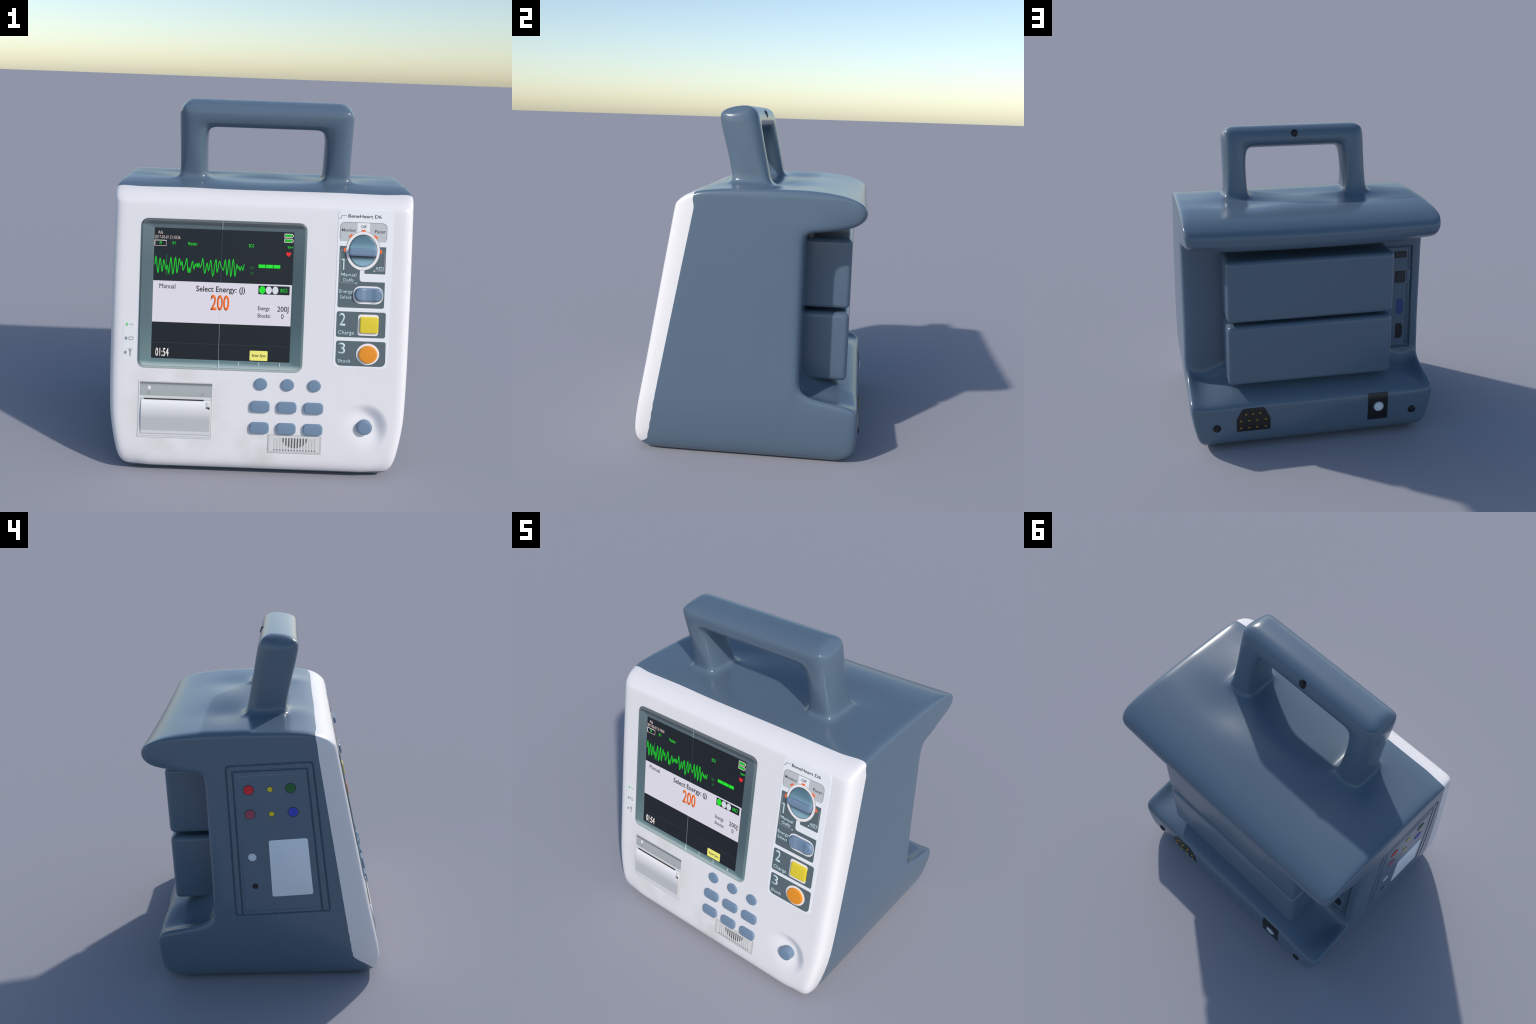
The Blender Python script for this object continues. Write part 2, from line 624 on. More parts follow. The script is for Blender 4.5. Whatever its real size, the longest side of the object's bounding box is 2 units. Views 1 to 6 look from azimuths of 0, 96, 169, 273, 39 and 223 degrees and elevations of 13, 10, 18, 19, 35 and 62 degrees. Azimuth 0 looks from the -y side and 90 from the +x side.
FRONT = FlatFront()
LEFT = Frame(lambda y, z: (Vector((-2, y, z)), Vector((1, 0, 0))), (-1, 0, 0))
BACK = Frame(lambda x, z: (Vector((x, 2, z)), Vector((0, -1, 0))), (0, 1, 0))
TOP = Frame(lambda x, y: (Vector((x, y, 1.58)), Vector((0, 0, -1))), (0, 0, 1))


def fix_normals(bm, n):
    bm.normal_update()
    s = sum(f.normal.dot(n) * f.calc_area() for f in bm.faces)
    if s < 0:
        bmesh.ops.reverse_faces(bm, faces=bm.faces)


def cap(name, poly, frame, profile, material, parent=ROOT):
    """Solid plate or key: rings of (inset, height) closed on top."""
    bm = bmesh.new()
    rings = []
    for d, h in profile:
        rings.append([bm.verts.new(frame(a, b, h)) for a, b in inset(poly, d)])
    n = len(poly)
    for r0, r1 in zip(rings, rings[1:]):
        for i in range(n):
            bm.faces.new((r0[i], r0[(i + 1) % n], r1[(i + 1) % n], r1[i]))
    bm.faces.new(rings[-1])
    fix_normals(bm, frame.n)
    return new_obj(name, bm, material, parent)


def plate(name, poly, frame, h, material, parent=ROOT, base=-0.002):
    return cap(name, poly, frame, [(0, base), (0, h)], material, parent)


def key(name, poly, frame, h, material, parent=ROOT, r=0.006):
    return cap(name, poly, frame, [(0, -0.004), (0, h - r), (r * 0.29, h - r * 0.29), (r, h), (r * 1.6, h + r * 0.06)],
               material, parent)


def ring(name, outer, inner, frame, rings, material, parent=ROOT):
    """Frame between two outlines with the same point count; rings = (t, height), t 0 outer .. 1 inner."""
    bm = bmesh.new()
    rows = []
    for t, h in rings:
        rows.append([bm.verts.new(frame(o[0] + (i[0] - o[0]) * t, o[1] + (i[1] - o[1]) * t, h)) for o, i in zip(outer, inner)])
    n = len(outer)
    for r0, r1 in zip(rows, rows[1:]):
        for i in range(n):
            bm.faces.new((r0[i], r0[(i + 1) % n], r1[(i + 1) % n], r1[i]))
    fix_normals(bm, frame.n)
    return new_obj(name, bm, material, parent)


def patch(name, poly, frame, hfun, step, material, parent=ROOT, skirt=-0.004):
    """Plate that follows the curved shell; hfun(a, b) gives its relief."""
    bm = bmesh.new()
    bm.faces.new([bm.verts.new((a, b, 0)) for a, b in poly])
    for ax in (0, 1):
        lo = min(p[ax] for p in poly)
        hi = max(p[ax] for p in poly)
        n = max(1, int((hi - lo) / step))
        for s in range(1, n):
            co = [0, 0, 0]
            co[ax] = lo + (hi - lo) * s / n
            no = [0, 0, 0]
            no[ax] = 1
            bmesh.ops.bisect_plane(bm, geom=bm.verts[:] + bm.edges[:] + bm.faces[:], plane_co=co, plane_no=no)
    edges = [e for e in bm.edges if e.is_boundary]
    r = bmesh.ops.extrude_edge_only(bm, edges=edges)
    low = {v for v in r['geom'] if isinstance(v, bmesh.types.BMVert)}
    for v in bm.verts:
        a, b = v.co.x, v.co.y
        v.co = frame(a, b, skirt if v in low else hfun(a, b))
    fix_normals(bm, frame.n)
    return new_obj(name, bm, material, parent)


def stroke(name, pts, width, frame, h, material, parent=ROOT, base=-0.001):
    """Printed line of even width."""
    L, R = [], []
    n = len(pts)
    for i in range(n):
        p = Vector(pts[i])
        a = Vector(pts[max(i - 1, 0)])
        b = Vector(pts[min(i + 1, n - 1)])
        d0 = (p - a).normalized() if i > 0 else (b - p).normalized()
        d1 = (b - p).normalized() if i < n - 1 else d0
        t = (d0 + d1)
        t = t.normalized() if t.length > 1e-6 else d0
        nn = Vector((-t.y, t.x))
        m = width / 2 / max(nn.dot(Vector((-d0.y, d0.x))), 0.55)
        L.append(p + nn * m)
        R.append(p - nn * m)
    bm = bmesh.new()
    lt = [bm.verts.new(frame(p.x, p.y, h)) for p in L]
    rt = [bm.verts.new(frame(p.x, p.y, h)) for p in R]
    lb = [bm.verts.new(frame(p.x, p.y, base)) for p in L]
    rb = [bm.verts.new(frame(p.x, p.y, base)) for p in R]
    for i in range(n - 1):
        bm.faces.new((rt[i], rt[i + 1], lt[i + 1], lt[i]))
        bm.faces.new((lt[i], lt[i + 1], lb[i + 1], lb[i]))
        bm.faces.new((rb[i], rb[i + 1], rt[i + 1], rt[i]))
    fix_normals(bm, frame.n)
    return new_obj(name, bm, material, parent, smooth=False)


def font_mesh(text, bold):
    cu = bpy.data.curves.new('lettering', 'FONT')
    cu.body = text
    cu.resolution_u = 3
    cu.offset = bold
    ob = bpy.data.objects.new('lettering', cu)
    SCN.objects.link(ob)
    dg = bpy.context.evaluated_depsgraph_get()
    dg.update()
    me = bpy.data.meshes.new_from_object(ob.evaluated_get(dg))
    bpy.data.objects.remove(ob)
    bpy.data.curves.remove(cu)
    return me


_H = font_mesh('H', 0)
CAP_H = max(v.co.y for v in _H.vertices)


def lettering(text, x0, x1, zb, zt, h, material, parent, bold=0.006, frame=FRONT):
    """Words fitted between x0 and x1, capitals standing from zb to zt."""
    me = font_mesh(text, bold)
    bm = bmesh.new()
    bm.from_mesh(me)
    bpy.data.meshes.remove(me)
    lo = min(v.co.x for v in bm.verts)
    hi = max(v.co.x for v in bm.verts)
    r = bmesh.ops.extrude_edge_only(bm, edges=[e for e in bm.edges if e.is_boundary])
    low = {v for v in r['geom'] if isinstance(v, bmesh.types.BMVert)}
    for v in bm.verts:
        a = x0 + (v.co.x - lo) / (hi - lo) * (x1 - x0)
        b = zb + v.co.y / CAP_H * (zt - zb)
        v.co = frame(a, b, h - 0.0009 if v in low else h)
    fix_normals(bm, frame.n)
    return new_obj('lettering', bm, material, parent, smooth=False)


# ------------------------------------------------------------------ screen
bez_out = rrect(-0.656, 0.236, 0.575, 1.373, 0.045, 8)
bez_in = rrect(-0.585, 0.165, 0.628, 1.323, 0.006, 8)
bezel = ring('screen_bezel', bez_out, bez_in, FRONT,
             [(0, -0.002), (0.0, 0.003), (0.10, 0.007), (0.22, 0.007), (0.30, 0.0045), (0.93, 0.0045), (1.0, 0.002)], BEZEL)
ring('bezel_edge', inset(bez_out, 0.009), inset(bez_out, 0.013), FRONT, [(0, 0.004), (0.3, 0.0078), (0.7, 0.0078), (1, 0.004)], BEZEL_RIM, bezel)
for tx in (-0.111, 0.0, 0.112):
    plate('bezel_tick', rrect(tx - 0.0018, tx + 0.0018, 0.605, 0.625), FRONT, 0.0062, TICK, bezel)
display = plate('display', rrect(-0.587, 0.167, 0.626, 1.325), FRONT, 0.002, DARK)
H1, H2, H3 = 0.0028, 0.0034, 0.0040
plate('display_band', rrect(-0.5845, 0.1635, 0.823, 1.043), FRONT, H1, BAND, display)
plate('display_line', rrect(-0.584, 0.155, 0.7115, 0.7135), FRONT, H1, SCREEN_LINE, display)
plate('display_line', rrect(-0.2225, -0.219, 1.044, 1.323), FRONT, H1, SCREEN_LINE, display)
plate('display_line', rrect(-0.2205, -0.2185, 0.628, 0.8225), FRONT, H1, INK_SOFT, display)
plate('display_line', rrect(-0.220, -0.218, 0.8235, 1.0425), FRONT, H2, LAMP, display)
plate('bezel_line', rrect(-0.223, -0.217, 1.325, 1.371), FRONT, 0.0075, BEZEL_RIM, bezel)
plate('bezel_line', rrect(-0.220, -0.216, 0.578, 0.627), FRONT, 0.0075, TICK, bezel)

lettering('Ada', -0.566, -0.540, 1.291, 1.308, H1, SCREEN_PINK, display, 0.01)
lettering('2017-03-01 21:10:36', -0.583, -0.446, 1.266, 1.283, H1, SCREEN_PINK, display, 0.01)
stroke('display_box', [(-0.582, 1.257), (-0.519, 1.257)], 0.0035, FRONT, H1, SCREEN_TEXT, display)
stroke('display_box', [(-0.5815, 1.2552), (-0.5815, 1.230)], 0.003, FRONT, H1, SCREEN_TEXT, display)
stroke('display_box', [(-0.582, 1.2285), (-0.519, 1.2285)], 0.0025, FRONT, H1, SCREEN_PINK, display)
stroke('display_box', [(-0.5195, 1.2552), (-0.5195, 1.230)], 0.0018, FRONT, H1, SCREEN_PINK, display)
lettering('II', -0.556, -0.546, 1.236, 1.251, H1, GREEN, display, 0.03)
lettering('X1', -0.491, -0.471, 1.236, 1.252, H1, GREEN, display, 0.02)
lettering('Monitor', -0.403, -0.353, 1.235, 1.252, H1, GREEN, display, 0.02)
lettering('ECG', -0.076, -0.049, 1.236, 1.253, H1, GREEN, display, 0.02)
lettering('bpm', 0.133, 0.162, 1.238, 1.251, H1, GREEN, display, 0.02)
lettering('120', -0.069, -0.046, 1.120, 1.136, H1, GREEN_DIM, display, 0.01)
lettering('90', -0.062, -0.046, 1.090, 1.106, H1, GREEN_DIM, display, 0.01)
lettering('1mv', -0.509, -0.488, 1.074, 1.088, H1, GREEN_DIM, display, 0.0)
for zt in (1.315, 1.289):           # twin battery symbols
    body = [(0.1135, zt - 0.021), (0.155, zt - 0.021), (0.1625, zt - 0.014), (0.1625, zt - 0.007), (0.155, zt), (0.1135, zt)]
    plate('battery_symbol', body, FRONT, H1, SCREEN_TEXT, display)
    plate('battery_symbol', inset(body, 0.0032), FRONT, H2, DARK, display)
    for s in range(5):
        x = 0.1185 + s * 0.0075
        plate('battery_symbol', rrect(x, x + 0.0062, zt - 0.0172, zt - 0.0038), FRONT, H3, GREEN, display)
heart = []
for s in range(40):
    t = 2 * math.pi * s / 40
    heart.append((0.1395 + 0.0135 * math.sin(t) ** 3,
                  1.2065 + 0.0009 * (13 * math.cos(t) - 5 * math.cos(2 * t) - 2 * math.cos(3 * t) - math.cos(4 * t))))
plate('heart_symbol', heart, FRONT, H1, RED, display)
for x in (-0.020, 0.020, 0.060):
    plate('rate_bar', rrect(x, x + 0.0365, 1.129, 1.147), FRONT, H1, GREEN_HOT, display)

PEAKS = [(-0.579, 1.128), (-0.574, 1.171), (-0.56, 1.084), (-0.551, 1.162), (-0.538, 1.091), (-0.531, 1.154), (-0.517, 1.102),
         (-0.511, 1.125), (-0.503, 1.084), (-0.493, 1.168), (-0.48, 1.079), (-0.468, 1.169), (-0.458, 1.086), (-0.447, 1.163),
         (-0.438, 1.127), (-0.433, 1.148), (-0.425, 1.102), (-0.416, 1.128), (-0.408, 1.165), (-0.398, 1.09), (-0.394, 1.117),
         (-0.389, 1.09), (-0.376, 1.151), (-0.367, 1.11), (-0.36, 1.137), (-0.355, 1.124), (-0.351, 1.142), (-0.346, 1.12),
         (-0.34, 1.142), (-0.334, 1.119), (-0.327, 1.134), (-0.322, 1.168), (-0.309, 1.089), (-0.297, 1.144), (-0.289, 1.104),
         (-0.278, 1.16), (-0.265, 1.075), (-0.25, 1.165), (-0.242, 1.096), (-0.231, 1.157), (-0.219, 1.124), (-0.209, 1.109),
         (-0.2, 1.165), (-0.189, 1.084), (-0.179, 1.168), (-0.168, 1.076), (-0.157, 1.169), (-0.145, 1.079), (-0.137, 1.142),
         (-0.128, 1.121), (-0.126, 1.132), (-0.119, 1.111), (-0.112, 1.133), (-0.104, 1.113), (-0.097, 1.145)]
trace = []
for (xa, za), (xb, zb) in zip(PEAKS, PEAKS[1:]):
    for s in range(6):
        t = s / 6
        trace.append((xa + (xb - xa) * t, za + (zb - za) * (0.5 - 0.5 * math.cos(math.pi * t))))
trace.append(PEAKS[-1])
stroke('heart_trace', trace, 0.0042, FRONT, H2, GREEN, display)
stroke('trace_marker', [(-0.517, 1.182), (-0.516, 1.072)], 0.004, FRONT, H1, GREEN_DIM, display)

lettering('Manual', -0.550, -0.464, 1.003, 1.028, H2, SCREEN_INK, display, 0.0)
lettering('Select Energy: (J)', -0.351, -0.088, 0.993, 1.022, H2, SCREEN_INK, display, 0.012)
lettering('200', -0.271, -0.170, 0.898, 0.974, H2, SCREEN_ORANGE, display, 0.022)
plate('status_pill', rrect(-0.016, 0.152, 0.989, 1.035, 0.003, 3), FRONT, H2, DARK, display)
for x, m in ((0.0045, GREEN_HOT), (0.0398, LAMP), (0.075, LAMP)):
    plate('status_lamp', ellipse(x, 1.012, 0.0165, 0.0205, 28), FRONT, H3, m, display)
lettering('80\u03a9', 0.101, 0.139, 1.002, 1.022, H3, GREEN, display, 0.01)
lettering('Energy:', -0.015, 0.050, 0.904, 0.925, H2, SCREEN_INK, display)
lettering('200J', 0.089, 0.150, 0.900, 0.927, H2, SCREEN_INK, display)
lettering('Shocks:', -0.016, 0.054, 0.865, 0.885, H2, SCREEN_INK, display)
lettering('0', 0.112, 0.125, 0.862, 0.887, H2, SCREEN_INK, display)
lettering('01:54', -0.562, -0.490, 0.640, 0.682, H1, SCREEN_TEXT, display, 0.02)
plate('soft_key_tab', rrect(-0.051, 0.046, 0.633, 0.686, 0.005, 3), FRONT, H1, TAB, display)
lettering('Enter Sync', -0.038, 0.036, 0.654, 0.668, H2, SCREEN_INK, display, 0.01)

# ------------------------------------------------------------------ operating label with dial and keys
label = plate('control_label', rrect(0.400, 0.695, 0.613, 1.454, 0.03, 8), FRONT, 0.0012, LABEL)
lettering('BeneHeart D6', 0.452, 0.631, 1.413, 1.430, 0.002, INK, label, 0.012)
stroke('logo_line', [(0.403, 1.408), (0.414, 1.408), (0.417, 1.4225), (0.442, 1.4225)], 0.003, FRONT, 0.002, INK_SOFT, label)
plate('label_field', rpoly([(0.413, 1.288), (0.661, 1.288), (0.661, 1.386), (0.413, 1.386)], [0, 0, 0.03, 0.03]), FRONT, 0.0018, SILVER, label)
stroke('label_rule', rpoly([(0.412, 1.300), (0.412, 1.3875), (0.6625, 1.3875), (0.6625, 1.300)], [0, 0.03, 0.03, 0]), 0.003, FRONT, 0.0019, INK_SOFT, label)
plate('label_field', rrect(0.503, 0.570, 1.330, 1.386), FRONT, 0.0022, LABEL, label)
plate('label_field', rpoly([(0.413, 0.935), (0.664, 0.935), (0.662, 1.262), (0.413, 1.262)], [0.012, 0.012, 0, 0]), FRONT, 0.0018, SLATE, label)
plate('label_field', rpoly([(0.411, 0.777), (0.677, 0.777), (0.676, 0.914), (0.411, 0.914)], 0.013), FRONT, 0.0018, SLATE, label)
plate('label_field', rpoly([(0.414, 0.623), (0.684, 0.623), (0.682, 0.757), (0.414, 0.757)], [0.032, 0.032, 0.013, 0.013]), FRONT, 0.0018, SLATE, label)
# white tongue running out of the dial ring
plate('label_tongue', rpoly([(0.526, 1.075), (0.6635, 1.075), (0.6635, 1.118), (0.550, 1.118), (0.550, 1.150), (0.526, 1.150)],
                            [0.018, 0, 0, 0.005, 0, 0]), FRONT, 0.0024, LABEL, label)
plate('dial_ring', ellipse(0.538, 1.239, 0.0910, 0.1030, 64), FRONT, 0.0028, PALE, label)
ring('dial_rule', ellipse(0.538, 1.239, 0.0920, 0.1040, 64), ellipse(0.538, 1.239, 0.0904, 0.1024, 64), FRONT,
     [(0, 0), (0, 0.0031), (1, 0.0031)], INK_SOFT, label)
cap('dial_rule', ellipse(0.538, 1.239, 0.077, 0.0865, 64), FRONT, [(0, 0), (0, 0.0034)], SCREEN_INK, label)
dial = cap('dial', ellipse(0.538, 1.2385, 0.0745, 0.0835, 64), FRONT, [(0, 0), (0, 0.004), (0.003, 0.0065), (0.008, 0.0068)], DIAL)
key('dial_grip', rpoly([(0.4605, 1.212), (0.6125, 1.210), (0.6125, 1.252), (0.4605, 1.253)], 0.018, 8), FRONT, 0.024, BUTTON, dial, 0.007)
for mx, mz, ang in ((0.537, 1.3455, 0), (0.469, 1.3165, 42), (0.605, 1.3135, -42), (0.440, 1.241, 90), (0.6345, 1.237, -90)):
    c, s = math.cos(math.radians(ang)), math.sin(math.radians(ang))
    q = [(-0.0105, -0.005), (0.0105, -0.005), (0.0105, 0.005), (-0.0105, 0.005)]
    plate('dial_mark', [(mx + a * c - b * s, mz + a * s + b * c) for a, b in q], FRONT, 0.0036, MARK, label)
lettering('Off', 0.522, 0.552, 1.359, 1.374, 0.0028, INK, label)
lettering('Monitor', 0.420, 0.497, 1.339, 1.355, 0.0024, INK, label)
lettering('Pacer', 0.598, 0.655, 1.335, 1.353, 0.0024, INK, label)
stroke('lettering', [(0.425, 1.1905), (0.4375, 1.1905), (0.4375, 1.135)], 0.0072, FRONT, 0.0024, ICE, label)
lettering('Manual', 0.425, 0.507, 1.101, 1.119, 0.0024, ICE, label)
lettering('Defib', 0.437, 0.493, 1.073, 1.090, 0.0024, ICE, label)
stroke('label_rule', rpoly([(0.437, 1.2405), (0.4195, 1.2405), (0.4195, 1.066), (0.508, 1.066)], [0, 0.01, 0.008, 0]), 0.003, FRONT, 0.0024, INK_SOFT, label)
plate('label_dot', ellipse(0.508, 1.066, 0.004, 0.004, 12), FRONT, 0.0026, ICE, label)
lettering('AED', 0.608, 0.654, 1.138, 1.157, 0.0024, ICE, label)
stroke('label_rule', rpoly([(0.640, 1.2365), (0.6565, 1.2365), (0.6565, 1.1335), (0.603, 1.1335)], [0, 0.01, 0.008, 0]), 0.003, FRONT, 0.0024, INK_SOFT, label)
plate('label_dot', ellipse(0.603, 1.1335, 0.004, 0.004, 12), FRONT, 0.0026, ICE, label)
lettering('Energy', 0.418, 0.491, 1.012, 1.030, 0.0024, ICE, label)
lettering('Select', 0.422, 0.487, 0.982, 0.999, 0.0024, ICE, label)
lettering('2', 0.424, 0.459, 0.838, 0.904, 0.0024, ICE, label)
lettering('Charge', 0.421, 0.507, 0.791, 0.812, 0.0024, ICE, label)
lettering('3', 0.426, 0.464, 0.687, 0.745, 0.0024, ICE, label)
lettering('Shock', 0.425, 0.495, 0.640, 0.658, 0.0024, ICE, label)

plate('key_surround', rrect(0.4945, 0.657, 0.957, 1.052, 0.047, 10), FRONT, 0.003, PALE, label)
SAD = dict(cx=0.578, cz=1.0065, hx=0.077, hz=0.0365)


def rocker_height(a, b):
    """Rocker key: two raised ends and a saddle between, rounded at the rim."""
    px = max(abs(a - SAD['cx']) - (SAD['hx'] - SAD['hz']), 0)
    d = SAD['hz'] - math.hypot(px, b - SAD['cz'])
    rim = math.sqrt(max(1 - max(1 - d / 0.010, 0) ** 2, 0))
    t = abs(a - SAD['cx']) / SAD['hx']
    return 0.005 + 0.010 * rim + 0.006 * sstep(0.15, 0.55, t) * rim


patch('energy_rocker', rrect(0.501, 0.655, 0.970, 1.043, 0.0365, 12), FRONT, rocker_height, 0.004, BUTTON)
plate('key_surround', rrect(0.527, 0.638, 0.788, 0.901, 0.016, 6), FRONT, 0.003, PALE, label)
key('charge_key', rrect(0.5375, 0.638, 0.802, 0.889, 0.013, 6), FRONT, 0.013, YELLOW, ROOT, 0.005)
plate('key_surround', ellipse(0.587, 0.689, 0.0625, 0.0575), FRONT, 0.003, PALE, label)
key('shock_key', ellipse(0.588, 0.688, 0.0508, 0.0468), FRONT, 0.013, ORANGE, ROOT, 0.005)

# ------------------------------------------------------------------ keypad, knob, speaker grille
for x in (0.0155, 0.161, 0.306):
    key('round_key', ellipse(x, 0.5085, 0.0355, 0.0320, 36), FRONT, 0.011, BUTTON, ROOT, 0.005)
    for z in (0.3885, 0.2745):
        key('soft_key', rrect(x - 0.0525, x + 0.0525, z - 0.0300, z + 0.0300, 0.024, 6), FRONT, 0.015, BUTTON, ROOT, 0.005)
key('rotary_knob', ellipse(KNOB[0], KNOB[1], 0.041, 0.0385, 40), FRONT, 0.018, BUTTON, ROOT, 0.008)
for v in bpy.data.objects['rotary_knob'].data.vertices:      # stem reaches down into the hollow
    if (v.co - FRONT(v.co.x, v.co.z)).dot(FN) < 0:
        v.co -= FN * 0.03
grille = plate('speaker_grille', rrect(0.065, 0.355, 0.142, 0.241), FRONT, 0.0012, GRILLE)
ring('grille_edge', rrect(0.065, 0.355, 0.142, 0.241), rrect(0.074, 0.346, 0.152, 0.236), FRONT, [(0, 0), (0, 0.0017), (1, 0.0017)], GRILLE_SHADE, grille)
for s in range(15):
    x = 0.101 + s * 0.0157
    plate('grille_slot', rrect(x - 0.0033, x + 0.0033, 0.166, 0.224), FRONT, 0.0019, GRILLE_SHADE, grille)
    plate('grille_slot', rrect(x - 0.0033, x + 0.0033, 0.1545, 0.162, 0.002, 2), FRONT, 0.0019, GRILLE_SLOT, grille)
    t = (x - 0.2105) / 0.070
    if abs(t) < 0.99:
        drop = 0.053 * math.sqrt(1 - t * t)
        skew = 0.006 * t
        plate('grille_slot', [(x - 0.0033, 0.2235 - drop - skew), (x + 0.0033, 0.2235 - drop + skew * 1.5 if t > 0 else 0.2235 - drop + skew),
                              (x + 0.0033, 0.224), (x - 0.0033, 0.224)], FRONT, 0.0025, GRILLE_SLOT, grille)

# ------------------------------------------------------------------ strip printer
printer = plate('printer', rrect(-0.646, -0.243, 0.203, 0.508, 0.004, 2), FRONT, 0.0012, PRINTER)
ring('printer_edge', rrect(-0.646, -0.243, 0.203, 0.508, 0.004, 2), rrect(-0.640, -0.249, 0.209, 0.5, 0.004, 2), FRONT,
     [(0, 0), (0.0, 0.002), (0.5, 0.0032), (1, 0.0012)], PRINTER, printer)
plate('printer_strip', rrect(-0.638, -0.2475, 0.4275, 0.4985), FRONT, 0.0024, STRIP, printer)
plate('printer_lamp', ellipse(-0.588, 0.469, 0.008, 0.011, 20), FRONT, 0.0036, PALE, printer)
plate('printer_icon', rrect(-0.594, -0.582, 0.435, 0.449), FRONT, 0.0030, INK_SOFT, printer)
plate('printer_icon', rrect(-0.5915, -0.5845, 0.438, 0.446), FRONT, 0.0034, STRIP, printer)
plate('printer_icon', [(-0.305, 0.437), (-0.293, 0.437), (-0.2985, 0.450)], FRONT, 0.0030, INK_SOFT, printer)
stroke('printer_rule', [(-0.6425, 0.425), (-0.6425, 0.212), (-0.246, 0.212), (-0.246, 0.425)], 0.0025, FRONT, 0.0026, PRINTER_EDGE, printer)
plate('printer_recess', rrect(-0.6315, -0.2535, 0.2215, 0.4125), FRONT, 0.0022, PRINTER_EDGE, printer)


def door_height(a, b):
    """Gently rolled paper door."""
    t = (b - 0.225) / 0.186
    return 0.004 + 0.006 * math.sin(math.pi * min(max(t, 0), 1))


patch('printer_door', rrect(-0.629, -0.256, 0.225, 0.408), FRONT, door_height, 0.012, DOOR, printer)
plate('paper_slot', rrect(-0.614, -0.291, 0.407, 0.4125), FRONT, 0.0065, SLOT, printer)
plate('printer_latch', rrect(-0.276, -0.257, 0.369, 0.374), FRONT, 0.0105, SLOT, printer)
plate('printer_latch', rrect(-0.266, -0.257, 0.364, 0.3685), FRONT, 0.0105, SLOT, printer)
plate('printer_latch', rrect(-0.275, -0.257, 0.376, 0.402), FRONT, 0.0095, PRINTER, printer)

# ------------------------------------------------------------------ indicator lamps at the left edge
lamps = plate('indicator_label', rrect(-0.738, -0.672, 0.615, 0.825, 0.006, 3), FRONT, 0.0008, mat('indicator_white', rgb(217, 222, 230, K), 0.5))
for x, z, m in ((-0.718, 0.804, LED_GREEN), (-0.721, 0.729, LED_GREY), (-0.723, 0.653, LED_GREY)):
    key('indicator_lamp', ellipse(x, z, 0.0068, 0.0085, 20), FRONT, 0.003, m, lamps, 0.001)
stroke('indicator_icon', [(-0.7045 + 0.0205 * s / 14, 0.8035 + 0.0035 * math.sin(2 * math.pi * s / 14)) for s in range(15)], 0.0028, FRONT, 0.0014, INK_SOFT, lamps)
stroke('indicator_icon', [(-0.7065, 0.7355), (-0.6845, 0.7355), (-0.6845, 0.7215), (-0.7065, 0.7215), (-0.7065, 0.7365)], 0.003, FRONT, 0.0014, INK_SOFT, lamps)
plate('indicator_icon', rrect(-0.703, -0.700, 0.737, 0.7385), FRONT, 0.0014, INK_SOFT, lamps)
plate('indicator_icon', rrect(-0.691, -0.688, 0.737, 0.7385), FRONT, 0.0014, INK_SOFT, lamps)
stroke('indicator_icon', [(-0.6978, 0.633), (-0.698, 0.660)], 0.006, FRONT, 0.0014, INK_SOFT, lamps)
stroke('indicator_icon', [(-0.7045, 0.6735), (-0.7005, 0.661), (-0.6955, 0.661), (-0.692, 0.6745)], 0.0055, FRONT, 0.0016, INK_SOFT, lamps)


# ------------------------------------------------------------------ left side: sensor module
MOD_PATHS = [MOD_OUT,
             [(0.143, 0.469), (0.152, 1.339), (-0.248, 1.346), (-0.312, 0.488)]]


def module_relief(y, z):
    """Flush plate with two cut grooves."""
    g = min(min(seg_dist((y, z), a, b) for a, b in zip(pth, pth[1:] + (pth[:1] if pth is MOD_OUT else [])))
            for pth in MOD_PATHS)
    return 0.0004 - 0.009 * (1 - sstep(0.0020, 0.0058, g))


module = patch('sensor_module', inset(MOD_OUT, -0.0075), LEFT, module_relief, 0.0034, BLUE, skirt=-0.003)
PLATE = Frame(LEFT.origin, LEFT.n, -0.0062)         # top of the raised inner plate sits at 0.009


def inner_panel(y, z):
    d = -poly_sd((y, z), PANEL)
    return 0.0052 + 0.0038 * sstep(0, 0.009, d)


PANEL = rpoly([(0.137, 1.319), (-0.236, 1.331), (-0.296, 0.502), (0.131, 0.486)], [0.03, 0.03, 0.004, 0.004], 5)
patch('sensor_panel', PANEL, PLATE, inner_panel, 0.006, BLUE, module, skirt=0.0)


def socket(y, z, r_out, r_in, m, pins):
    ring('socket_drawn_shade', ellipse(y, z, r_out, r_out, 40), ellipse(y, z, r_in, r_in, 40), PLATE,
         [(0, 0.004), (0.0, 0.0104), (0.25, 0.0110), (1.0, 0.0102)], SOCKET_DRAWN_SHADE, module)
    s = cap('socket', ellipse(y, z, r_in, r_in, 40), PLATE, [(0, 0.004), (0, 0.0106), (0.003, 0.0121), (0.005, 0.0116)], m, module)
    for i in range(pins):
        a = 2 * math.pi * i / max(pins - 1, 1) + 0.4
        q = 0.55 * r_in if i < pins - 1 else 0
        plate('socket_pin', ellipse(y + q * math.cos(a), z + q * math.sin(a), 0.0022, 0.0022, 10), PLATE, 0.0122, SOCKET_DRAWN_SHADE, module)


